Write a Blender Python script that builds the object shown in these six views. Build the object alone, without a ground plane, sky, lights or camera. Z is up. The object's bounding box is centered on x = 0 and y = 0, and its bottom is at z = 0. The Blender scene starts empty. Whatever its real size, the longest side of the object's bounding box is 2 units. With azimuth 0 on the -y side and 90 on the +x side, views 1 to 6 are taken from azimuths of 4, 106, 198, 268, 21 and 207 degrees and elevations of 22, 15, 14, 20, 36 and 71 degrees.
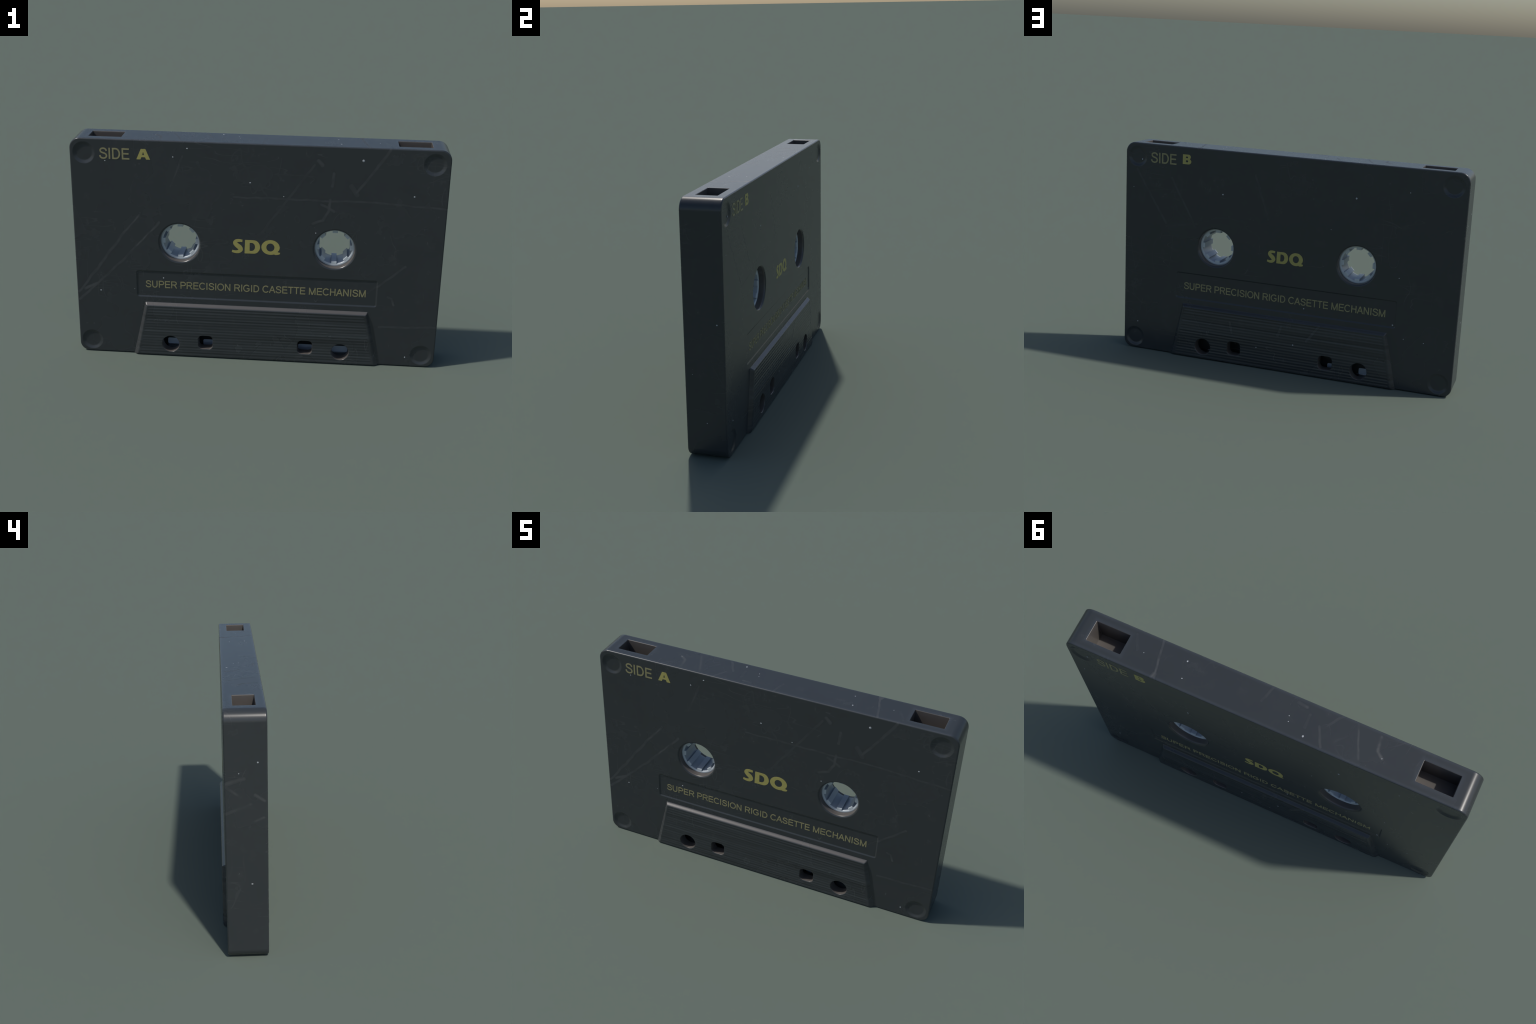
"""A dark plastic compact-cassette shell standing on its long edge, with two pale
toothed hubs, ribbed head panels on both sides, gold lettering and worn scratches."""
import math
import random

import bmesh
import bpy
import numpy as np
from mathutils import Matrix, Vector

random.seed(7)
SC = bpy.context.scene

# ------------------------------------------------------------------ dimensions (metres)
HALF_L, HEIGHT, HALF_T = 1.0, 1.25, 0.100          # shell: half length, height, half thickness
PANEL_Y = 0.119                                     # front plane of the raised head panel
HUB_X, HUB_Z, OPEN_R, HUB_D = 0.420, 0.680, 0.108, 0.065  # hub openings, hub half depth
ROUND_X, ROUND_Z, ROUND_R = 0.4755, 0.0755, 0.0485  # guide holes in the head panel
SQ_X, SQ_Z, SQ_H, SQ_R = 0.279, 0.0935, 0.0405, 0.023
SLOT_X0, SLOT_X1, SLOT_Y, SLOT_FLOOR = 0.730, 0.905, 0.0525, 1.118
DIMPLES = [(-0.924, 1.171), (0.917, 1.171), (-0.927, 0.072), (0.924, 0.072)]
BAND = (0.660, 0.3555, 0.507)                       # half width, bottom, top of the text recess


# ------------------------------------------------------------------ helpers
def add(name, mesh, parent=None, mat=None):
    o = bpy.data.objects.new(name, mesh)
    SC.collection.objects.link(o)
    if parent:
        o.parent = parent
    if mat:
        mesh.materials.clear()
        mesh.materials.append(mat)
    return o


def lerp(a, b, t):
    return a + (b - a) * t


def mesh_of(bm, name):
    bmesh.ops.recalc_face_normals(bm, faces=bm.faces)
    me = bpy.data.meshes.new(name)
    bm.to_mesh(me)
    bm.free()
    return me


def loft(rings, name="loft", caps=True):
    """closed rings of equal length -> tube mesh with end caps"""
    bm = bmesh.new()
    vs = [[bm.verts.new(p) for p in r] for r in rings]
    n = len(vs[0])
    for a, b in zip(vs, vs[1:]):
        for i in range(n):
            j = (i + 1) % n
            bm.faces.new((a[i], a[j], b[j], b[i]))
    if caps:
        bm.faces.new(vs[0][::-1])
        bm.faces.new(vs[-1])
    return mesh_of(bm, name)


def rounded_rect(hx, hz, r, seg=6, cx=0.0, cz=0.0):
    """outline in x,z as list of pairs; r may be a 4-tuple (top right, top left, bottom left, bottom right)"""
    rr = (r,) * 4 if isinstance(r, (int, float)) else r
    pts = []
    for q, (sx, sz) in enumerate(((1, 1), (-1, 1), (-1, -1), (1, -1))):
        for k in range(seg + 1):
            a = math.radians(90 * q + 90 * k / seg)
            pts.append((cx + sx * (hx - rr[q]) + rr[q] * math.cos(a), cz + sz * (hz - rr[q]) + rr[q] * math.sin(a)))
    return pts


def circle(r, n, cx=0.0, cz=0.0):
    return [(cx + r * math.cos(math.tau * i / n), cz + r * math.sin(math.tau * i / n)) for i in range(n)]


def lip_profile(surface, inner, lip, seg=5):
    """(y depth, growth) pairs from the inside out to beyond the surface: straight wall, rounded lip, overshoot"""
    prof = [(inner, 0.0)]
    for k in range(seg + 1):
        a = math.radians(90 * k / seg)
        prof.append((surface - lip + lip * math.sin(a), lip * (1 - math.cos(a))))
    # leave the surface at a steep but not tangential angle
    prof[-1] = (surface, lip * 0.92)
    prof.append((surface + 0.02, lip * 0.92 + 0.03))
    return prof


def hole_cutter(outline, surface, inner, lip):
    """outline(growth) -> x,z points; builds a plug for the -y and a mirrored plug for the +y side"""
    cutters = []
    for s in (-1, 1):
        rings = [[(x, s * y, z) for x, z in outline(g)] for y, g in lip_profile(surface, inner, lip)]
        cutters.append(loft(rings))
    return cutters


def signed_volume(me):
    bm = bmesh.new()
    bm.from_mesh(me)
    v = bm.calc_volume(signed=False)
    bm.free()
    return v


def boolean(obj, cutters):
    """subtract the cutters one by one; a result that did not shrink is retried with a hair's shift"""
    for me in cutters:
        before = signed_volume(obj.data)
        tool = signed_volume(me)
        for attempt in range(8):
            c = bpy.data.objects.new("cutter", me)
            SC.collection.objects.link(c)
            c.location = [1e-4 * attempt * random.uniform(-1, 1) for _ in range(3)]
            m = obj.modifiers.new("b", "BOOLEAN")
            m.object, m.operation, m.solver = c, "DIFFERENCE", "EXACT"
            m.use_hole_tolerant = attempt % 2 == 1
            dg = bpy.context.evaluated_depsgraph_get()
            new = bpy.data.meshes.new_from_object(obj.evaluated_get(dg))
            obj.modifiers.clear()
            bpy.data.objects.remove(c)
            lost = before - signed_volume(new)
            if 0 < lost < tool and len(new.polygons) > 6:
                break
            bpy.data.meshes.remove(new)
        else:
            raise RuntimeError("an opening could not be cut")
        old = obj.data
        obj.data = new
        bpy.data.meshes.remove(old)
        bpy.data.meshes.remove(me)


def mark_openings(obj):
    """give the walls of slots, hub openings and guide holes the bare plastic"""
    me = obj.data
    me.materials.append(MAT_BARE)
    for p in me.polygons:
        x, y, z = abs(p.center.x), abs(p.center.y), p.center.z
        n = p.normal
        in_slot = SLOT_X0 - 0.002 < x < SLOT_X1 + 0.002 and y < SLOT_Y + 0.002 and SLOT_FLOOR - 0.001 < z < HEIGHT - 0.0015
        radial = abs(n.y) < 0.55
        in_hub = radial and y < 0.098 and math.hypot(x - HUB_X, z - HUB_Z) < OPEN_R + 0.004
        in_round = radial and y > 0.061 and math.hypot(x - ROUND_X, z - ROUND_Z) < ROUND_R + 0.004
        in_square = radial and y > 0.061 and abs(x - SQ_X) < SQ_H + 0.004 and abs(z - SQ_Z) < SQ_H + 0.004
        p.material_index = 1 if in_slot or in_hub or in_round or in_square else 0


def finish_shading(obj, angle=40):
    """smooth shading with sharp creases and area-weighted normals, applied"""
    me = obj.data
    bm = bmesh.new()
    bm.from_mesh(me)
    bmesh.ops.remove_doubles(bm, verts=bm.verts, dist=1e-5)
    for f in bm.faces:
        f.smooth = True
    for e in bm.edges:
        e.smooth = not (len(e.link_faces) == 2 and e.calc_face_angle(0) > math.radians(angle))
    bm.to_mesh(me)
    bm.free()
    w = obj.modifiers.new("w", "WEIGHTED_NORMAL")
    w.keep_sharp, w.weight = True, 90
    dg = bpy.context.evaluated_depsgraph_get()
    new = bpy.data.meshes.new_from_object(obj.evaluated_get(dg))
    obj.modifiers.clear()
    name = me.name
    obj.data = new
    bpy.data.meshes.remove(me)
    new.name = name


# ------------------------------------------------------------------ materials
def node(nt, kind, **kw):
    n = nt.nodes.new(kind)
    for k, v in kw.items():
        setattr(n, k, v)
    return n


def math_node(nt, op, a, b=None, c=None, clamp=False):
    n = node(nt, "ShaderNodeMath", operation=op, use_clamp=clamp)
    for i, v in enumerate((a, b, c)):
        if v is None:
            continue
        if isinstance(v, (int, float)):
            n.inputs[i].default_value = v
        else:
            nt.links.new(v, n.inputs[i])
    return n.outputs[0]


def segment_group():
    """node group: soft mask around the straight segment A-B (a single scratch)"""
    g = bpy.data.node_groups.new("scratch_segment", "ShaderNodeTree")
    for nm, t in (("P", "NodeSocketVector"), ("A", "NodeSocketVector"), ("AB", "NodeSocketVector"), ("InvLen2", "NodeSocketFloat"), ("Width", "NodeSocketFloat"), ("Strength", "NodeSocketFloat"), ("Prior", "NodeSocketFloat")):
        g.interface.new_socket(nm, in_out="INPUT", socket_type=t)
    g.interface.new_socket("Mask", in_out="OUTPUT", socket_type="NodeSocketFloat")
    i, o = node(g, "NodeGroupInput"), node(g, "NodeGroupOutput")

    def vec(op, a, b=None, scale=None):
        n = node(g, "ShaderNodeVectorMath", operation=op)
        g.links.new(a, n.inputs[0])
        if b is not None:
            g.links.new(b, n.inputs[1])
        if scale is not None:
            g.links.new(scale, n.inputs["Scale"])
        return n

    pa = vec("SUBTRACT", i.outputs["P"], i.outputs["A"]).outputs[0]
    dot = vec("DOT_PRODUCT", pa, i.outputs["AB"]).outputs["Value"]
    t = math_node(g, "MULTIPLY", dot, i.outputs["InvLen2"], clamp=True)
    along = vec("SCALE", i.outputs["AB"], scale=t).outputs[0]
    dist = vec("DISTANCE", pa, along).outputs["Value"]
    q = math_node(g, "DIVIDE", dist, i.outputs["Width"])
    f = math_node(g, "SUBTRACT", 1.0, q, clamp=True)
    s = math_node(g, "MULTIPLY", f, i.outputs["Strength"])
    g.links.new(math_node(g, "MAXIMUM", s, i.outputs["Prior"]), o.inputs[0])
    return g


# single scratches: polylines on the shell with a strength and a width
Y = HALF_T
SCRATCHES = [
    # side A (y = -Y)
    (0.55, 0.007, [(-0.989, -Y, 0.363), (-0.812, -Y, 0.608), (-0.718, -Y, 0.737), (-0.636, -Y, 0.833)]),
    (0.60, 0.006, [(-0.987, -Y, 0.319), (-0.744, -Y, 0.558), (-0.621, -Y, 0.690), (-0.530, -Y, 0.797)]),
    (0.40, 0.006, [(-0.463, -Y, 1.001), (-0.399, -Y, 1.166)]),
    (0.30, 0.006, [(0.012, -Y, 0.739), (0.142, -Y, 0.927), (0.294, -Y, 1.148)]),
    (0.55, 0.007, [(0.519, -Y, 1.002), (0.684, -Y, 1.240)]),
    (0.40, 0.005, [(-0.125, -Y, 0.956), (0.601, -Y, 0.956), (1.002, -Y, 0.933)]),
    (0.65, 0.007, [(0.385, -Y, 0.962), (0.379, -Y, 0.897), (0.352, -Y, 0.846), (0.296, -Y, 0.823)]),
    (0.50, 0.007, [(0.340, -Y, 0.935), (0.407, -Y, 0.898)]),
    (0.90, 0.009, [(0.314, -Y, 1.170), (0.336, -Y, 1.148)]),
    (0.80, 0.008, [(-0.953, -Y, 0.386), (-0.885, -Y, 0.422)]),
    (0.70, 0.006, [(0.720, -Y, 0.417), (0.742, -Y, 0.408), (0.757, -Y, 0.371)]),
    (0.35, 0.006, [(0.683, -Y, 0.234), (0.990, -Y, 0.244)]),
    (0.40, 0.006, [(0.612, -Y, 0.433), (0.803, -Y, 0.600)]),
    (0.50, 0.008, [(0.398, -Y, 1.104), (0.392, -Y, 1.036)]),
    (0.25, 0.012, [(0.524, -Y, 0.992), (0.494, -Y, 1.040)]),
    # side B
    (0.45, 0.006, [(0.928, Y, 1.096), (0.735, Y, 0.792)]),
    (0.50, 0.006, [(0.707, Y, 1.063), (0.550, Y, 0.791)]),
    (0.35, 0.006, [(0.195, Y, 1.123), (0.107, Y, 0.883)]),
    (0.30, 0.006, [(0.734, Y, 0.776), (0.539, Y, 0.809)]),
    (0.60, 0.007, [(0.306, PANEL_Y, 0.248), (0.292, PANEL_Y, 0.194)]),
    (0.60, 0.007, [(-0.007, PANEL_Y, 0.272), (0.012, PANEL_Y, 0.214)]),
    (0.70, 0.007, [(-0.233, PANEL_Y, 0.305), (-0.158, PANEL_Y, 0.207)]),
    # top
    (0.72, 0.0065, [(0.575, -0.091, HEIGHT), (0.531, 0.100, HEIGHT)]),
    (0.43, 0.0069, [(0.021, -0.087, HEIGHT), (0.042, -0.011, HEIGHT)]),
    (0.43, 0.0069, [(-0.185, -0.039, HEIGHT), (-0.187, 0.026, HEIGHT)]),
    (0.37, 0.0069, [(-0.243, -0.005, HEIGHT), (-0.291, 0.082, HEIGHT)]),
    (0.37, 0.0069, [(-0.401, -0.088, HEIGHT), (-0.465, 0.066, HEIGHT)]),
    (0.59, 0.0092, [(-0.513, -0.074, HEIGHT), (-0.524, -0.005, HEIGHT), (-0.557, 0.019, HEIGHT)]),
    (0.31, 0.0069, [(0.702, -0.070, HEIGHT), (0.668, 0.000, HEIGHT)]),
    (0.80, 0.008, [(-0.114, -0.072, HEIGHT), (-0.158, -0.067, HEIGHT)]),
    (0.90, 0.011, [(0.541, 0.074, HEIGHT), (0.546, 0.092, HEIGHT)]),
    # end at -x
    (0.60, 0.010, [(-1.0, 0.100, 0.904), (-1.0, 0.059, 0.918), (-1.0, 0.010, 0.929)]),
    (0.50, 0.007, [(-1.0, 0.097, 0.898), (-1.0, 0.026, 0.841)]),
    (0.45, 0.008, [(-1.0, 0.094, 0.761), (-1.0, -0.020, 0.805)]),
    (0.70, 0.008, [(-1.0, -0.041, 0.848), (-1.0, -0.085, 0.822)]),
    (0.60, 0.008, [(-1.0, -0.040, 0.722), (-1.0, -0.081, 0.740)]),
]

PLASTIC = (0.0310, 0.0355, 0.0390)
PLASTIC_WORN = (0.088, 0.092, 0.094)
ROUGH = 0.27
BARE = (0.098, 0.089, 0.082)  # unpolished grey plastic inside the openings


def shell_material(ribbed=False, crest_highlight=0.0):
    m = bpy.data.materials.new("black_ribbed_plastic" if ribbed else "black_plastic")
    m.use_nodes = True
    nt = m.node_tree
    bsdf = nt.nodes["Principled BSDF"]
    tc = node(nt, "ShaderNodeTexCoord")
    P = tc.outputs["Object"]

    # broad mottling of the base colour
    n1 = node(nt, "ShaderNodeTexNoise")
    n1.inputs["Scale"].default_value, n1.inputs["Detail"].default_value, n1.inputs["Roughness"].default_value = 3.2, 2, 0.5
    nt.links.new(P, n1.inputs["Vector"])
    # fine handling marks: thin isolines of stretched noise, broken up by a patchy mask
    marks = None
    for rot, scale, level in (((0.3, 0.55, 0.2), (2.4, 2.4, 9.0), 0.50), ((0.2, -0.8, 0.4), (1.6, 3.0, 11.0), 0.53), ((0.9, 0.2, 1.1), (8.0, 4.0, 2.0), 0.47)):
        mp = node(nt, "ShaderNodeMapping")
        mp.inputs["Rotation"].default_value, mp.inputs["Scale"].default_value = rot, scale
        nt.links.new(P, mp.inputs["Vector"])
        nz = node(nt, "ShaderNodeTexNoise")
        nz.inputs["Scale"].default_value, nz.inputs["Detail"].default_value = 1.3, 1.0
        nt.links.new(mp.outputs[0], nz.inputs["Vector"])
        d = math_node(nt, "ABSOLUTE", math_node(nt, "SUBTRACT", nz.outputs["Fac"], level))
        line = math_node(nt, "SUBTRACT", 1.0, math_node(nt, "MULTIPLY", d, 110.0), clamp=True)
        marks = line if marks is None else math_node(nt, "MAXIMUM", marks, line)
    n2 = node(nt, "ShaderNodeTexNoise")
    n2.inputs["Scale"].default_value, n2.inputs["Detail"].default_value = 5.0, 5
    nt.links.new(P, n2.inputs["Vector"])
    patch = node(nt, "ShaderNodeMapRange")
    patch.inputs["From Min"].default_value, patch.inputs["From Max"].default_value = 0.52, 0.72
    nt.links.new(n2.outputs["Fac"], patch.inputs["Value"])
    marks = math_node(nt, "MULTIPLY", math_node(nt, "MULTIPLY", marks, patch.outputs[0]), 0.34)
    # smudges
    n3 = node(nt, "ShaderNodeTexNoise")
    n3.inputs["Scale"].default_value, n3.inputs["Detail"].default_value, n3.inputs["Roughness"].default_value = 15.0, 3, 0.55
    nt.links.new(P, n3.inputs["Vector"])
    sm = node(nt, "ShaderNodeMapRange")
    sm.inputs["From Min"].default_value, sm.inputs["From Max"].default_value, sm.inputs["To Max"].default_value = 0.58, 0.80, 0.42
    nt.links.new(n3.outputs["Fac"], sm.inputs["Value"])
    spread = math_node(nt, "MULTIPLY_ADD", patch.outputs[0], 0.7, 0.3)
    marks = math_node(nt, "MAXIMUM", marks, math_node(nt, "MULTIPLY", sm.outputs[0], spread))

    # the individual scratches, slightly wavering
    wob = node(nt, "ShaderNodeTexNoise")
    wob.inputs["Scale"].default_value = 14.0
    nt.links.new(P, wob.inputs["Vector"])
    off = node(nt, "ShaderNodeVectorMath", operation="MULTIPLY_ADD")
    nt.links.new(wob.outputs["Color"], off.inputs[0])
    off.inputs[1].default_value, off.inputs[2].default_value = (0.016, 0.004, 0.016), (-0.008, -0.002, -0.008)
    pw = node(nt, "ShaderNodeVectorMath", operation="ADD")
    nt.links.new(P, pw.inputs[0])
    nt.links.new(off.outputs[0], pw.inputs[1])
    grp = segment_group()
    prior = None
    for strength, width, pts in SCRATCHES:
        for a, b in zip(pts, pts[1:]):
            g = node(nt, "ShaderNodeGroup", node_tree=grp)
            ab = Vector(b) - Vector(a)
            g.inputs["A"].default_value, g.inputs["AB"].default_value = a, ab
            g.inputs["InvLen2"].default_value = 1.0 / ab.length_squared
            g.inputs["Width"].default_value, g.inputs["Strength"].default_value = width * 1.1, min(1.0, strength * (1.25 if pts[0][1] == -Y else 1.0))
            g.inputs["Prior"].default_value = 0.0
            nt.links.new(pw.outputs[0], g.inputs["P"])
            if prior is not None:
                nt.links.new(prior, g.inputs["Prior"])
            prior = g.outputs[0]
    broken = node(nt, "ShaderNodeMapRange")
    broken.inputs["From Min"].default_value, broken.inputs["From Max"].default_value, broken.inputs["To Min"].default_value = 0.38, 0.58, 0.25
    n4 = node(nt, "ShaderNodeTexNoise")
    n4.inputs["Scale"].default_value, n4.inputs["Detail"].default_value = 22.0, 3
    nt.links.new(P, n4.inputs["Vector"])
    nt.links.new(n4.outputs["Fac"], broken.inputs["Value"])
    lines = math_node(nt, "MULTIPLY", prior, broken.outputs[0])
    wear = math_node(nt, "MAXIMUM", marks, lines)

    base = node(nt, "ShaderNodeMix", data_type="RGBA")
    base.inputs["A"].default_value = (*PLASTIC, 1)
    base.inputs["B"].default_value = (PLASTIC[0] * 1.25, PLASTIC[1] * 1.25, PLASTIC[2] * 1.22, 1)
    nt.links.new(n1.outputs["Fac"], base.inputs["Factor"])
    col = node(nt, "ShaderNodeMix", data_type="RGBA")
    nt.links.new(base.outputs["Result"], col.inputs["A"])
    col.inputs["B"].default_value = (*PLASTIC_WORN, 1)
    nt.links.new(math_node(nt, "MULTIPLY", wear, 0.85), col.inputs["Factor"])
    final = col.outputs["Result"]
    sep = node(nt, "ShaderNodeSeparateXYZ")
    nt.links.new(P, sep.inputs[0])
    if not ribbed:
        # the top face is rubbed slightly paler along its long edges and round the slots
        ax, ay = math_node(nt, "ABSOLUTE", sep.outputs["X"]), math_node(nt, "ABSOLUTE", sep.outputs["Y"])
        mr = node(nt, "ShaderNodeMapRange", interpolation_type="SMOOTHSTEP")
        mr.inputs["From Min"].default_value, mr.inputs["From Max"].default_value = 0.080, 0.096
        nt.links.new(ay, mr.inputs["Value"])
        dx = math_node(nt, "SUBTRACT", math_node(nt, "ABSOLUTE", math_node(nt, "SUBTRACT", ax, (SLOT_X0 + SLOT_X1) / 2)), (SLOT_X1 - SLOT_X0) / 2)
        dy = math_node(nt, "SUBTRACT", ay, SLOT_Y)
        near = math_node(nt, "SUBTRACT", 1.0, math_node(nt, "MULTIPLY", math_node(nt, "MAXIMUM", dx, dy), 1 / 0.022), clamp=True)
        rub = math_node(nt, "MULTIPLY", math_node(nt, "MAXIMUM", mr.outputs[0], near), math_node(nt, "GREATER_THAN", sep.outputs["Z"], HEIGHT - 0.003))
        pale = node(nt, "ShaderNodeMix", data_type="RGBA")
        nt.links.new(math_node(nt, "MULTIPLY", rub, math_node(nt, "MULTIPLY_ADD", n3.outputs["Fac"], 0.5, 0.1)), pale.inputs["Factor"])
        nt.links.new(final, pale.inputs["A"])
        pale.inputs["B"].default_value = (0.060, 0.072, 0.088, 1)
        final = pale.outputs["Result"]
    if ribbed:
        # long level streaks over the ribs, and a sunlit paleness painted on the upper edge and the sides
        mp = node(nt, "ShaderNodeMapping")
        mp.inputs["Scale"].default_value = (0.8, 1.0, 50.0)
        nt.links.new(P, mp.inputs["Vector"])
        st = node(nt, "ShaderNodeTexNoise")
        st.inputs["Scale"].default_value, st.inputs["Detail"].default_value = 1.0, 2
        nt.links.new(mp.outputs[0], st.inputs["Vector"])
        sr = node(nt, "ShaderNodeMapRange")
        sr.inputs["From Min"].default_value, sr.inputs["From Max"].default_value, sr.inputs["To Min"].default_value, sr.inputs["To Max"].default_value = 0.30, 0.70, 0.72, 1.35
        nt.links.new(st.outputs["Fac"], sr.inputs["Value"])
        sc = node(nt, "ShaderNodeVectorMath", operation="SCALE")
        nt.links.new(final, sc.inputs[0])
        nt.links.new(sr.outputs[0], sc.inputs["Scale"])
        crest = node(nt, "ShaderNodeMapRange", interpolation_type="SMOOTHSTEP")
        crest.inputs["From Min"].default_value, crest.inputs["From Max"].default_value, crest.inputs["To Max"].default_value = 0.3050, 0.3130, crest_highlight
        nt.links.new(sep.outputs["Z"], crest.inputs["Value"])
        out = math_node(nt, "MULTIPLY_ADD", sep.outputs["Z"], 0.0625 / 0.324, math_node(nt, "ABSOLUTE", sep.outputs["X"]))
        side = node(nt, "ShaderNodeMapRange", interpolation_type="SMOOTHSTEP")
        side.inputs["From Min"].default_value, side.inputs["From Max"].default_value, side.inputs["To Max"].default_value = 0.6600, 0.6680, 0.22 * crest_highlight
        nt.links.new(out, side.inputs["Value"])
        worn = node(nt, "ShaderNodeMix", data_type="RGBA")  # blends in the painted highlight of the slopes
        nt.links.new(math_node(nt, "MAXIMUM", crest.outputs[0], side.outputs[0]), worn.inputs["Factor"])
        nt.links.new(sc.outputs[0], worn.inputs["A"])
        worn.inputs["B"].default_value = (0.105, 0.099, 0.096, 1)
        final = worn.outputs["Result"]
    nt.links.new(final, bsdf.inputs["Base Color"])
    gloss_loss = math_node(nt, "MAXIMUM", math_node(nt, "MULTIPLY", marks, 0.04), math_node(nt, "MULTIPLY", lines, 0.42))
    r = math_node(nt, "ADD", math_node(nt, "MULTIPLY_ADD", n1.outputs["Fac"], 0.04, ROUGH - 0.02), gloss_loss)
    nt.links.new(r, bsdf.inputs["Roughness"])
    bsdf.inputs["IOR"].default_value = 1.5
    return m


def plain_material(name, colour, rough, noise=0.0, scale=8.0, spec=0.5):
    m = bpy.data.materials.new(name)
    m.use_nodes = True
    nt = m.node_tree
    bsdf = nt.nodes["Principled BSDF"]
    tc = node(nt, "ShaderNodeTexCoord")
    nz = node(nt, "ShaderNodeTexNoise")
    nz.inputs["Scale"].default_value, nz.inputs["Detail"].default_value = scale, 4
    nt.links.new(tc.outputs["Object"], nz.inputs["Vector"])
    mx = node(nt, "ShaderNodeMix", data_type="RGBA")
    mx.inputs["A"].default_value = (*[c * (1 - noise) for c in colour], 1)
    mx.inputs["B"].default_value = (*[min(1, c * (1 + noise)) for c in colour], 1)
    nt.links.new(nz.outputs["Fac"], mx.inputs["Factor"])
    nt.links.new(mx.outputs["Result"], bsdf.inputs["Base Color"])
    bsdf.inputs["Roughness"].default_value = rough
    bsdf.inputs["Specular IOR Level"].default_value = spec
    return m


MAT_SHELL = shell_material()
MAT_PANEL = shell_material(ribbed=True, crest_highlight=0.8)  # front copy, with the sunlit crest painted in
MAT_PANEL_B = shell_material(ribbed=True, crest_highlight=0.08)  # shaded back copy, crest left almost unlightened
MAT_BARE = plain_material("bare_grey_plastic", BARE, 0.38, 0.06, 30.0)
MAT_HUB = plain_material("pale_hub_plastic", (0.33, 0.37, 0.41), 0.28, 0.05, 20.0)
# shade of the bore put into the colour: end faces are mixed paler
nt = MAT_HUB.node_tree
_tc, _sep = node(nt, "ShaderNodeTexCoord"), node(nt, "ShaderNodeSeparateXYZ")
nt.links.new(_tc.outputs["Object"], _sep.inputs[0])
_mr = node(nt, "ShaderNodeMapRange", interpolation_type="SMOOTHSTEP")
_mr.inputs["From Min"].default_value, _mr.inputs["From Max"].default_value = HUB_D - 0.009, HUB_D - 0.001
nt.links.new(math_node(nt, "ABSOLUTE", _sep.outputs["Y"]), _mr.inputs["Value"])
_mx = node(nt, "ShaderNodeMix", data_type="RGBA")
nt.links.new(_mr.outputs[0], _mx.inputs["Factor"])
nt.links.new(nt.nodes["Principled BSDF"].inputs["Base Color"].links[0].from_socket, _mx.inputs["A"])
_mx.inputs["B"].default_value = (0.50, 0.55, 0.58, 1)
nt.links.new(_mx.outputs["Result"], nt.nodes["Principled BSDF"].inputs["Base Color"])
MAT_GOLD = plain_material("gold_print", (0.375, 0.335, 0.105), 0.45, 0.12, 60.0)
MAT_GOLD_THIN = plain_material("thin_gold_print", (0.262, 0.240, 0.122), 0.45, 0.22, 45.0)
MAT_DUST = plain_material("pale_dust", (0.36, 0.38, 0.40), 0.6, 0.2, 90.0)
MAT_HOLE_PLATE = plain_material("grey_blue_plate", (0.66, 0.75, 0.85), 0.5, 0.02)  # for the plates added inside the guide holes

# ------------------------------------------------------------------ the cassette
root = bpy.data.objects.new("audio_cassette", None)
SC.collection.objects.link(root)
root["label"] = "black plastic audio cassette standing upright with gold lettering"
root["category"] = "audio cassette"

# --- shell: rounded slab with rounded long edges
edge, seg = 0.0075, 4
rings = []
for s in (-1, 1):
    steps = []
    for k in range(seg + 1):
        a = math.radians(90 * k / seg)
        steps.append((s * (HALF_T - edge + edge * math.cos(a)), edge * (1 - math.sin(a))))
    if s > 0:
        steps = steps[::-1]
    for y, inset in steps:
        out = rounded_rect(HALF_L - inset, HEIGHT / 2 - inset, (0.057 - inset, 0.057 - inset, 0.050 - inset, 0.050 - inset), 10, 0, HEIGHT / 2)
        rings.append([(x, y, z) for x, z in out])
shell = add("shell", loft(rings, "shell"), root)

cut = []
# hub openings
for sx in (-1, 1):
    cut += hole_cutter(lambda g, sx=sx: circle(OPEN_R + g, 72, sx * HUB_X, HUB_Z), HALF_T, -0.03, 0.0125)
# hollow behind the head panels (tape path), then the guide holes into it
cut.append(loft([[(x, y, z) for x, z in rounded_rect(0.60, 0.085, 0.01, 2, 0, 0.103)] for y in (-0.062, 0.062)]))
for sx in (-1, 1):
    cut += hole_cutter(lambda g, sx=sx: circle(ROUND_R + 0.0005, 48, sx * ROUND_X, ROUND_Z), 0.2, 0.05, 0.001)
    cut += hole_cutter(lambda g, sx=sx: rounded_rect(SQ_H + 0.0005, SQ_H + 0.0005, SQ_R, 6, sx * SQ_X, SQ_Z), 0.2, 0.05, 0.001)
# write-protect slots in the top edge
for sx in (-1, 1):
    cx, hx = sx * (SLOT_X0 + SLOT_X1) / 2, (SLOT_X1 - SLOT_X0) / 2
    rr = []
    for z, g in ((SLOT_FLOOR, 0), (HEIGHT - 0.004, 0), (HEIGHT - 0.0022, 0.0004), (HEIGHT - 0.0008, 0.0014), (HEIGHT, 0.0032), (HEIGHT + 0.02, 0.03)):
        rr.append([(x, y, z) for x, y in rounded_rect(hx + g, SLOT_Y + g, 0.002 + g, 3, cx, 0)])
    cut.append(loft(rr))
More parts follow.
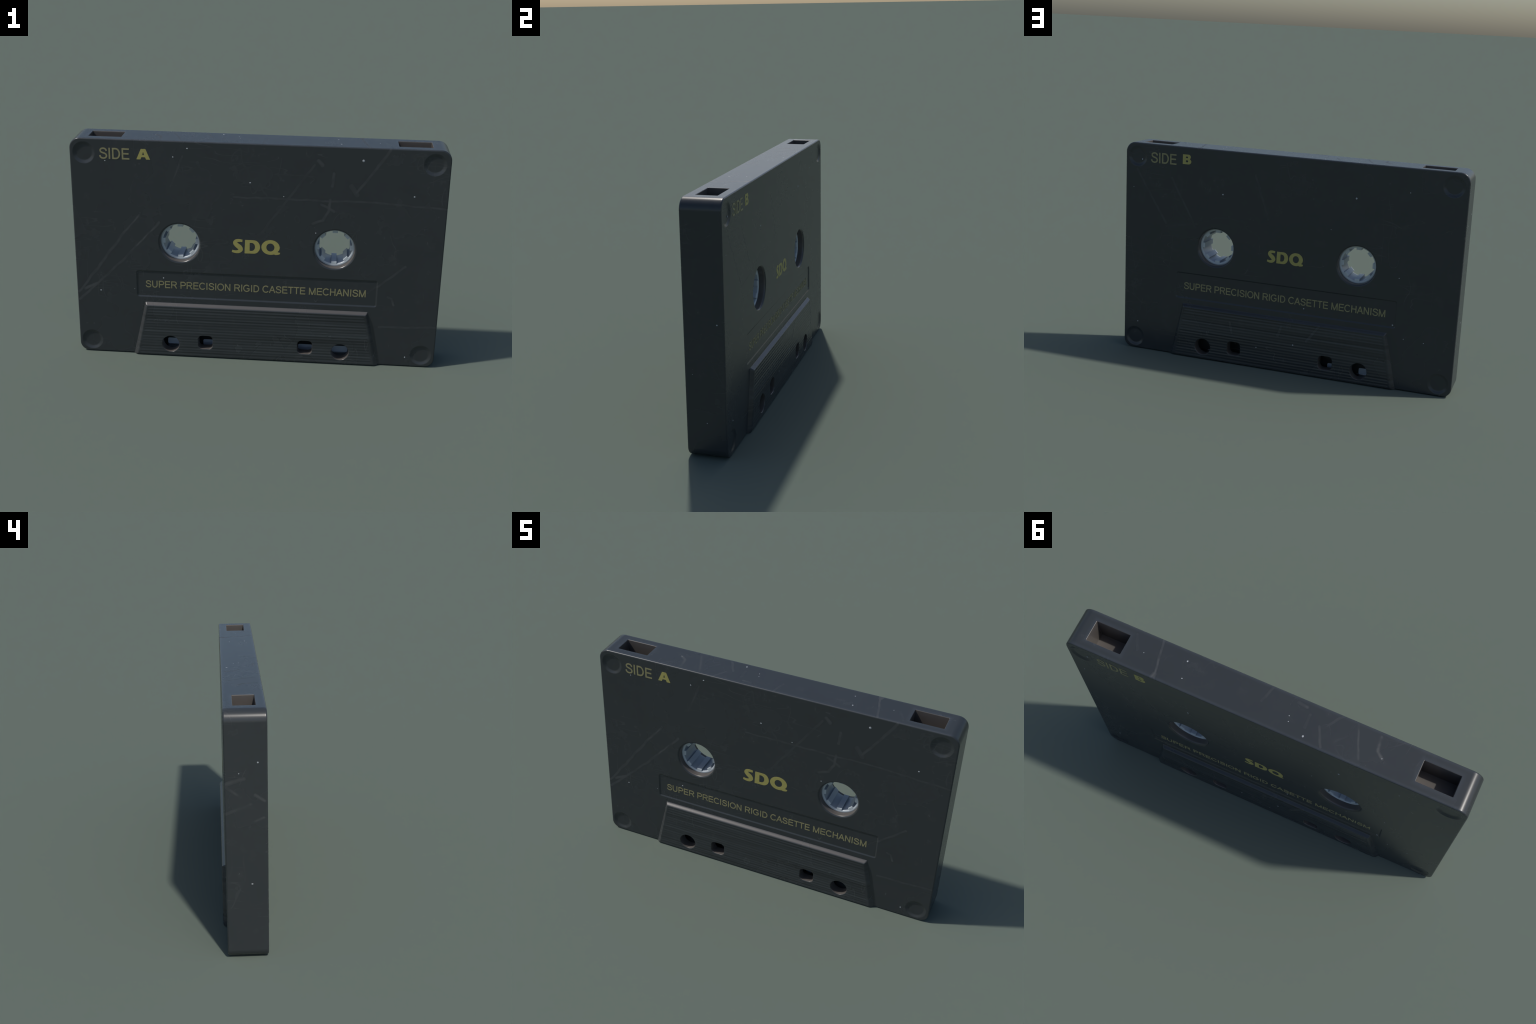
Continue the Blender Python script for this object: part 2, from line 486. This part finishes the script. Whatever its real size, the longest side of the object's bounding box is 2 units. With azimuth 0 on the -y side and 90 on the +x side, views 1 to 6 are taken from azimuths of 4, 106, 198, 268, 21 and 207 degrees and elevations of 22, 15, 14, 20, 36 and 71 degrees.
# corner dimples: a shallow dished ring around a flat floor
for cx, cz in DIMPLES:
    for s in (-1, 1):
        rr = []
        for y, r in ((0.0925, 0.0400), (0.0928, 0.0428), (0.0939, 0.0466), (0.0960, 0.0512), (0.0983, 0.0555), (0.0996, 0.0590), (HALF_T, 0.0615), (0.11, 0.110)):
            rr.append([(x, s * y, z) for x, z in circle(r, 56, s * cx * -1 if s < 0 else cx * -1, cz)])
        cut.append(loft(rr))
# recessed text band
bw, b0, b1 = BAND
for s in (-1, 1):
    rr = []
    for y, g in ((0.0956, -0.0048), (0.0959, -0.0036), (0.0970, -0.0014), (0.0987, 0.0014), (0.0997, 0.0036), (HALF_T, 0.0050), (0.11, 0.04)):
        rr.append([(x, s * y, z) for x, z in rounded_rect(bw + g, (b1 - b0) / 2 + g, 0.010 + g, 4, 0, (b0 + b1) / 2)])
    cut.append(loft(rr))
boolean(shell, cut)
shell.data.materials.clear()
shell.data.materials.append(MAT_SHELL)
mark_openings(shell)
shell.data.name = "shell"
finish_shading(shell, 40)


# --- raised head panels with fine horizontal ribs
def head_panel_mesh():
    y_base, top_z = HALF_T - 0.0006, 0.3240
    rib0, rib1, n_ribs, rib_d = 0.012, 0.3035, 17, 0.0
    rows = []  # z, rise (0 at the base, 1 at the crest), groove depth
    rows += [(0.0006, 0.62, 0), (0.0020, 0.80, 0), (0.0045, 0.93, 0), (0.0080, 1.0, 0)]
    step = (rib1 - rib0) / n_ribs
    for k in range(n_ribs):
        z = rib0 + k * step
        rib_d = random.uniform(0.0008, 0.0017)
        rows += [(z + step * j / 6, 1.0, rib_d * (0.5 - 0.5 * math.cos(math.tau * j / 6))) for j in range(6)]
    rows.append((rib1, 1.0, 0))
    for k in range(1, 12):  # S-shaped slope up to the foot on the shell
        t = k / 11
        rows.append((lerp(0.3040, top_z, t), 0.5 + 0.5 * math.cos(math.pi * t), 0))
    # side slope: position outward from crest (0) to base (1) and the rise there
    cols = [(0.0, 1.0), (0.12, 0.985), (0.25, 0.93), (0.38, 0.83), (0.55, 0.62), (0.75, 0.33), (0.90, 0.12), (1.0, 0.0)]
    bm = bmesh.new()
    grid = []
    for z, rise, groove in rows:
        f = z / top_z
        xb, xc = lerp(0.6885, 0.6165, f), lerp(0.6610, 0.5985, f)
        xs = [(-lerp(xc, xb, t), r, 0) for t, r in reversed(cols)]
        xs += [(-xc + 0.006, 1, 0), (-xc + 0.010, 1, 1)]
        xs += [(lerp(-xc + 0.010, xc - 0.010, k / 12), 1, 1) for k in range(1, 12)]
        xs += [(xc - 0.010, 1, 1), (xc - 0.006, 1, 0)]
        xs += [(lerp(xc, xb, t), r, 0) for t, r in cols]
        grid.append([bm.verts.new((x, -(y_base + (PANEL_Y - y_base) * min(r, rise) - groove * gr), z)) for x, r, gr in xs])
    for a, b in zip(grid, grid[1:]):
        for i in range(len(a) - 1):
            bm.faces.new((a[i], a[i + 1], b[i + 1], b[i]))
    # close the back, sunk into the shell
    rim = [v for v in grid[0]] + [r[-1] for r in grid[1:]] + [v for v in reversed(grid[-1][:-1])] + [r[0] for r in reversed(grid[1:-1])]
    back = [bm.verts.new((v.co.x, -0.092, v.co.z)) for v in rim]
    n = len(rim)
    for i in range(n):
        j = (i + 1) % n
        bm.faces.new((rim[i], rim[j], back[j], back[i]))
    bm.faces.new(back)
    bmesh.ops.triangulate(bm, faces=[f for f in bm.faces if len(f.verts) > 4])
    return mesh_of(bm, "head_panel")


panel = add("head_panel", head_panel_mesh(), root)
cut = []
for sx in (-1, 1):
    cut.append(hole_cutter(lambda g, sx=sx: circle(ROUND_R + g, 48, sx * ROUND_X, ROUND_Z), PANEL_Y, 0.05, 0.005)[0])
    cut.append(hole_cutter(lambda g, sx=sx: rounded_rect(SQ_H + g, SQ_H + g, SQ_R + g, 6, sx * SQ_X, SQ_Z), PANEL_Y, 0.05, 0.005)[0])
boolean(panel, cut)
panel.data.materials.clear()
panel.data.materials.append(MAT_PANEL)
mark_openings(panel)
panel.data.name = "head_panel"
finish_shading(panel, 38)
back_mesh = panel.data.copy()
back_mesh.name = "head_panel_back"
# the far side is the same part turned half round the vertical; keep its own mesh so that Object coordinates stay those of the shell
back_mesh.transform(Matrix.Rotation(math.pi, 4, "Z"))
add("head_panel", back_mesh, root)
back_mesh.materials[0] = MAT_PANEL_B


# --- hubs with eight teeth each
def hub_ring_mesh():
    prof = [(0.1125, 0.0075), (0.1118, 0.0040), (0.1090, 0.0012), (0.1040, 0.0), (0.0985, 0.0004), (0.0960, 0.0020), (0.0950, 0.0048)]
    prof = [(r, -HUB_D + d) for r, d in prof]
    prof = prof + [(r, -y) for r, y in reversed(prof)]
    bm = bmesh.new()
    n = 96
    vs = [[bm.verts.new((r * math.cos(math.tau * i / n), y, r * math.sin(math.tau * i / n))) for i in range(n)] for r, y in prof]
    for k in range(len(vs)):
        a, b = vs[k], vs[(k + 1) % len(vs)]
        for i in range(n):
            j = (i + 1) % n
            bm.faces.new((a[i], a[j], b[j], b[i]))
    for f in bm.faces:
        f.smooth = True
    return mesh_of(bm, "hub")


def tooth_mesh():
    w, r0, r1, d = 0.0142, 0.0825, 0.1000, HUB_D - 0.0004
    bm = bmesh.new()
    bmesh.ops.create_cube(bm, size=1.0, matrix=Matrix.Translation(((r0 + r1) / 2, 0, 0)) @ Matrix.Diagonal((r1 - r0, 2 * d, 2 * w, 1)))
    bm.edges.ensure_lookup_table()
    inner = [e for e in bm.edges if all(v.co.x < 0.09 for v in e.verts) and abs(e.verts[0].co.z - e.verts[1].co.z) > 0.01]
    bmesh.ops.bevel(bm, geom=inner, offset=0.0030, segments=4, profile=0.5, affect="EDGES")
    for f in bm.faces:
        f.smooth = True
    for e in bm.edges:
        e.smooth = e.calc_face_angle(0) < 0.7
    return mesh_of(bm, "tooth")


ring, tooth = hub_ring_mesh(), tooth_mesh()
ring.materials.append(MAT_HUB)
tooth.materials.append(MAT_HUB)
for sx in (-1, 1):
    hub = add("hub", ring, root)
    hub.location = (sx * HUB_X, 0, HUB_Z)
    for k in range(8):
        t = add("tooth", tooth, hub)
        t.rotation_euler = (0, math.radians(45 * k), 0)

# --- pale plates added inside the guide holes to imitate bluish patches of light
for x0, x1, y in ((0.240, 0.320, -0.004), (0.431, 0.521, -0.004), (-0.3055, -0.236, -0.004), (-0.510, -0.426, -0.004), (-0.500, -0.4535, 0.004), (-0.291 - 0.012, -0.2655, 0.004)):
    rings_t = [[(x, y + dy, z) for x, z in rounded_rect((x1 - x0) / 2, 0.0180, 0.008, 4, (x0 + x1) / 2, 0.039)] for dy in (-0.001, 0.001)]
    add("hole_plate", loft(rings_t, "hole_plate"), root, MAT_HOLE_PLATE)
divider = add("dark_divider", loft([[(x, y, z) for x, z in rounded_rect(0.59, 0.08, 0.006, 2, 0, 0.103)] for y in (-0.0022, 0.0022)], "dark_divider"), root, MAT_SHELL)  # added dark plate behind them, so the hollow looks black from the back

# ------------------------------------------------------------------ lettering
PRINT = 0.0007


def place_print(name, me, side, mat):
    """me lies in x,z seen from the front; side -1 = front, +1 = back (turned half round)"""
    if side > 0:
        me.transform(Matrix.Rotation(math.pi, 4, "Z"))
    me.materials.clear()
    me.materials.append(mat)
    return add(name, me, root)


# a plain grotesque alphabet: middle lines of the strokes in units of the cap height, and the advance width
def arc(cx, cz, rx, rz, a0, a1, n=14):
    return [(cx + rx * math.cos(math.radians(lerp(a0, a1, k / n))), cz + rz * math.sin(math.radians(lerp(a0, a1, k / n)))) for k in range(n + 1)]


LO, HI = 0.062, 0.938  # middle lines of the bottom and top strokes
GLYPHS = {
    "I": (0.388, [[(0.194, 0), (0.194, 1)]]),
    "E": (0.932, [[(0.170, 0), (0.170, 1)], [(0.17, HI), (0.855, HI)], [(0.17, 0.515), (0.815, 0.515)], [(0.17, LO), (0.880, LO)]]),
    "T": (0.853, [[(0.427, 0), (0.427, HI)], [(0.030, HI), (0.823, HI)]]),
    "H": (1.008, [[(0.175, 0), (0.175, 1)], [(0.833, 0), (0.833, 1)], [(0.175, 0.53), (0.833, 0.53)]]),
    "N": (1.008, [[(0.168, 0), (0.168, 1)], [(0.835, 0), (0.835, 1)], [(0.168, 0.97), (0.835, 0.03)]]),
    "M": (1.163, [[(0.163, 0), (0.163, 1)], [(1.000, 0), (1.000, 1)], [(0.172, 0.98), (0.582, 0.0)], [(0.582, 0.0), (0.990, 0.98)]]),
    "A": (0.932, [[(0.060, 0), (0.466, 0.99)], [(0.872, 0), (0.466, 0.99)], [(0.195, 0.355), (0.737, 0.355)]]),
    "U": (1.008, [[(0.172, 1), (0.172, 0.40)] + arc(0.504, 0.39, 0.332, 0.345, 180, 360, 16) + [(0.836, 0.40), (0.836, 1)]]),
    "P": (0.932, [[(0.170, 0), (0.170, 1)], [(0.17, HI), (0.56, HI)] + arc(0.56, 0.695, 0.275, 0.243, 90, -90, 12) + [(0.17, 0.452)]]),
    "R": (1.008, [[(0.170, 0), (0.170, 1)], [(0.17, HI), (0.60, HI)] + arc(0.60, 0.712, 0.270, 0.226, 90, -90, 12) + [(0.17, 0.486)], [(0.53, 0.48), (0.66, 0.38), (0.90, 0.0)]]),
    "D": (1.008, [[(0.172, 0), (0.172, 1)], [(0.172, HI), (0.46, HI)] + arc(0.46, 0.5, 0.395, 0.438, 90, -90, 18) + [(0.172, LO)]]),
    "O": (1.087, [arc(0.540, 0.5, 0.437, 0.450, 0, 360, 32)]),
    "C": (1.008, [arc(0.530, 0.5, 0.432, 0.450, 42, 322, 26)]),
    "G": (1.087, [arc(0.545, 0.5, 0.448, 0.450, 40, 312, 26) + [(0.905, 0.20), (0.905, 0.455)], [(0.56, 0.455), (0.965, 0.455)]]),
    "S": (0.932, [[(0.815, 0.715), (0.770, 0.835), (0.650, 0.925), (0.470, 0.950), (0.290, 0.915), (0.185, 0.820), (0.170, 0.725), (0.225, 0.625), (0.370, 0.560), (0.580, 0.505), (0.745, 0.435), (0.815, 0.320), (0.800, 0.200), (0.690, 0.095), (0.490, 0.050), (0.290, 0.080), (0.160, 0.180), (0.120, 0.315)]]),
    " ": (0.388, []),
}


def text_mesh(body, x0, x1, z0, z1, depth, weight=0.138):
    """raised print: every stroke a thin strip; crossing strips lie at slightly different depths"""
    total = sum(GLYPHS[c][0] for c in body)
    first, last = GLYPHS[body[0]], GLYPHS[body[-1]]
    h = z1 - z0
    left = 0.07
    sx = (x1 - x0) / (total - left - 0.10)
    bm = bmesh.new()
    pen, layer = x0 - left * sx, 0
    for c in body:
        adv, strokes = GLYPHS[c]
        for st in strokes:
            pts = np.array([(pen + u * sx, z0 + v * h) for u, v in st])
            d = np.gradient(pts, axis=0)
            d /= np.linalg.norm(d, axis=1, keepdims=True) + 1e-12
            nrm = np.stack([-d[:, 1], d[:, 0]], 1) * weight * h / 2
            layer = (layer + 1) % 5
            y0, y1 = -depth + 0.0004, -depth - PRINT - 0.00012 * layer
            rings_s = []
            for p, n in zip(pts, nrm):
                q, r = p + n, p - n
                rings_s.append([bm.verts.new(co) for co in ((q[0], y0, q[1]), (q[0], y1, q[1]), (r[0], y1, r[1]), (r[0], y0, r[1]))])
            for a, b in zip(rings_s, rings_s[1:]):
                for i in range(4):
                    j = (i + 1) % 4
                    bm.faces.new((a[i], a[j], b[j], b[i]))
            bm.faces.new(rings_s[0])
            bm.faces.new(rings_s[-1][::-1])
        pen += adv * sx
    return mesh_of(bm, "lettering")


def outline_mesh(loops, depth, name):
    """flat letter from closed outlines (first one solid, the following ones holes), a hair thick"""
    cu = bpy.data.curves.new(name, "CURVE")
    cu.dimensions, cu.fill_mode, cu.extrude = "2D", "BOTH", PRINT
    for lp in loops:
        sp = cu.splines.new("POLY")
        sp.points.add(len(lp) - 1)
        for p, (x, z) in zip(sp.points, lp):
            p.co = (x, z, 0, 1)
        sp.use_cyclic_u = True
    o = bpy.data.objects.new("c", cu)
    SC.collection.objects.link(o)
    bpy.context.view_layer.update()
    me = bpy.data.meshes.new_from_object(o.evaluated_get(bpy.context.evaluated_depsgraph_get()))
    bpy.data.objects.remove(o)
    me.transform(Matrix.Translation((0, -depth, 0)) @ Matrix.Rotation(math.pi / 2, 4, "X"))
    return me


def smooth_line(pts, n=40):
    """Catmull-Rom through the control points (any number of columns)"""
    p = np.array([pts[0]] + list(pts) + [pts[-1]], float)
    out = []
    m = len(pts) - 1
    for k in range(n + 1):
        t = k / n * m
        i = min(int(t), m - 1)
        u = t - i
        a, b, c, d = p[i], p[i + 1], p[i + 2], p[i + 3]
        out.append(0.5 * ((2 * b) + (c - a) * u + (2 * a - 5 * b + 4 * c - d) * u * u + (3 * b - a - 3 * c + d) * u ** 3))
    return np.array(out)


def stroke_outline(pts):
    """pts rows: x, z, width, of the middle line of a brush-like stroke"""
    s = smooth_line(pts)
    d = np.gradient(s[:, :2], axis=0)
    d /= np.linalg.norm(d, axis=1, keepdims=True)
    nrm = np.stack([-d[:, 1], d[:, 0]], 1)
    half = s[:, 2:3] / 2
    return [tuple(q) for q in s[:, :2] + nrm * half] + [tuple(q) for q in (s[:, :2] - nrm * half)[::-1]]


def ellipse(cx, cz, rx, rz, n=48, power=2.0):
    out = []
    for i in range(n):
        a = math.tau * i / n
        c, s = math.cos(a), math.sin(a)
        out.append((cx + rx * math.copysign(abs(c) ** (2 / power), c), cz + rz * math.copysign(abs(s) ** (2 / power), s)))
    return out


def monogram(x0, z0, w, h, depth):
    """the bold three-letter mark; local units 0..1 across and 0..1 up"""
    def put(loop):
        return [(x0 + u * w, z0 + v * h) for u, v in loop]

    k = w / h  # keeps stroke widths even in both directions

    def stroke(pts):
        o = stroke_outline([(u * k, v, t) for u, v, t in pts])
        return [(u / k, v) for u, v in o]

    letters = []
    letters.append([put(stroke([(0.222, 0.885, 0.17), (0.165, 0.905, 0.19), (0.100, 0.875, 0.22), (0.072, 0.735, 0.27), (0.110, 0.575, 0.31), (0.165, 0.430, 0.33), (0.190, 0.270, 0.28), (0.150, 0.130, 0.23), (0.085, 0.095, 0.19), (0.012, 0.150, 0.15)]))])
    bowl = [(0.455 + 0.130 * math.cos(a), 0.485 + 0.475 * math.sin(a)) for a in np.linspace(-math.pi / 2, math.pi / 2, 26)]
    counter = [(0.415 + 0.068 * math.cos(a), 0.485 + 0.285 * math.sin(a)) for a in np.linspace(-math.pi / 2, math.pi / 2, 20)]
    letters.append([put([(0.268, 0.01)] + bowl + [(0.278, 0.96)]), put([(0.373, 0.20)] + counter + [(0.373, 0.77)])])
    # Q: broad ring, its lower right drawn out into a foot
    ring_q = []
    for i in range(64):
        a = math.tau * i / 64
        ring_q.append((0.800 + 0.187 * math.cos(a), 0.500 + 0.520 * math.sin(a)))
    head = [p for i, p in enumerate(ring_q) if not 52 < i < 60 and i <= 52]
    tail = [(0.905, -0.020), (0.960, 0.005), (0.990, 0.045), (1.000, 0.150), (0.972, 0.165), (0.945, 0.200)]
    rest = [p for i, p in enumerate(ring_q) if i >= 60]
    letters.append([put(head + tail + rest), put(ellipse(0.797, 0.500, 0.083, 0.285))])
    return [outline_mesh(l, depth, "letter") for l in letters]


def bold_a(x0, x1, z0, z1, depth):
    w, h = x1 - x0, z1 - z0
    put = lambda l: [(x0 + u * w, z0 + v * h) for u, v in l]
    body = [(0, 0), (0.30, 0), (0.37, 0.22), (0.64, 0.22), (0.71, 0), (1, 0), (0.68, 1), (0.34, 1)]
    hole = [(0.435, 0.42), (0.575, 0.42), (0.52, 0.70), (0.49, 0.70)]
    return outline_mesh([put(body), put(hole)], depth, "letter")


def bold_b(x0, x1, z0, z1, depth):
    w, h = x1 - x0, z1 - z0
    put = lambda l: [(x0 + u * w, z0 + v * h) for u, v in l]
    up = [(0.66 + 0.27 * math.cos(a), 0.755 + 0.245 * math.sin(a)) for a in np.linspace(math.pi / 2, -0.9, 12)]
    low = [(0.68 + 0.32 * math.cos(a), 0.28 + 0.28 * math.sin(a)) for a in np.linspace(1.0, -math.pi / 2, 12)]
    body = [(0, 0), (0, 1)] + up + low
    h1 = [(0.36, 0.63), (0.58, 0.63), (0.62, 0.71), (0.58, 0.79), (0.36, 0.79)]
    h2 = [(0.36, 0.21), (0.60, 0.21), (0.65, 0.31), (0.60, 0.41), (0.36, 0.41)]
    return outline_mesh([put(body), put(h1), put(h2)], depth, "letter")


for side in (-1, 1):
    dep = HALF_T
    place_print("side_lettering", text_mesh("SIDE", -0.839, -0.6815, 1.1405, 1.2010, dep), side, MAT_GOLD_THIN)
    letter = bold_a(-0.6420, -0.5690, 1.1440, 1.2010, dep) if side < 0 else bold_b(-0.6400, -0.5870, 1.1500, 1.2060, dep)
    place_print("side_letter", letter, side, MAT_GOLD)
    for me in monogram(*((-0.1360, 0.6370, 0.2645, 0.0815) if side < 0 else (-0.1045, 0.6360, 0.2175, 0.0715)), dep):
        place_print("monogram_letter", me, side, MAT_GOLD)
    bd = 0.0956
    place_print("slogan_lettering", text_mesh("SUPER PRECISION RIGID CASETTE MECHANISM", -0.6125, 0.6005, 0.4085, 0.4500, bd), side, MAT_GOLD_THIN)

# ------------------------------------------------------------------ dust grains stuck to the surface
grains = [  # position, relative size
    ((-0.372, -Y, 1.212), 1.0), ((-0.448, -Y, 1.163), 0.8), ((-0.811, -Y, 1.130), 0.6), ((-0.039, -Y, 1.038), 1.0), ((0.548, -Y, 1.180), 1.2),
    ((0.823, -Y, 0.995), 0.9), ((0.316, -Y, 0.771), 0.9), ((-0.512, -0.096, 0.468), 1.0), ((-0.865, -Y, 0.380), 1.1), ((0.140, -Y, 0.969), 0.7), ((0.838, -Y, 0.055), 1.0), ((-0.675, -Y, 0.398), 0.5),
    ((0.898, 0.0945, 1.154), 0.9), ((0.386, Y, 0.997), 0.9), ((-0.395, Y, 1.055), 1.3), ((0.948, Y, 0.988), 0.6), ((-0.688, Y, 1.116), 0.7), ((-0.646, 0.0965, 0.369), 1.1), ((-0.130, 0.096, 0.391), 0.7),
    ((0.910, Y, 0.168), 0.8), ((-0.713, Y, 0.298), 0.6), ((-0.826, Y, 0.291), 0.6), ((-0.663, Y, 0.640), 0.5), ((-0.263, Y, 0.867), 0.4), ((-0.083, 0.1185, 0.172), 0.9), ((0.139, 0.1185, 0.124), 0.7),
    ((0.431, -0.045, HEIGHT), 1.2), ((-0.198, 0.068, HEIGHT), 1.3), ((0.416, 0.042, HEIGHT), 0.8), ((-0.102, 0.004, HEIGHT), 0.8), ((-0.110, 0.031, HEIGHT), 0.6), ((0.633, 0.0, HEIGHT), 0.6), ((-0.557, 0.019, HEIGHT), 0.7),
    ((-1.0, -0.055, 1.008), 1.1), ((-1.0, 0.032, 0.956), 0.7), ((-1.0, -0.023, 0.401), 1.1), ((1.0, 0.065, 0.670), 0.9), ((1.0, 0.003, 0.182), 0.9), ((1.0, -0.062, 0.421), 0.5),
]
bm = bmesh.new()
for (x, y, z), s in grains:
    n = Vector((1, 1, 1))
    flat = 0 if abs(x) > 0.99 else (2 if z > 1.24 else 1)
    sc = [0.0046 * s * random.uniform(0.8, 1.3) for _ in range(3)]
    sc[flat] = 0.0006 if flat != 1 else 0.0012
    x, y, z = [c - math.copysign(0.0004 if flat != 1 else 0.0003, c) if i == flat else c for i, c in enumerate((x, y, z))]
    bmesh.ops.create_icosphere(bm, subdivisions=2, radius=1.0, matrix=Matrix.Translation((x, y, z)) @ Matrix.Diagonal((*sc, 1)))
for f in bm.faces:
    f.smooth = True
dust = add("dust_grains", mesh_of(bm, "dust_grains"), root, MAT_DUST)
dust["kind"] = "stuff"
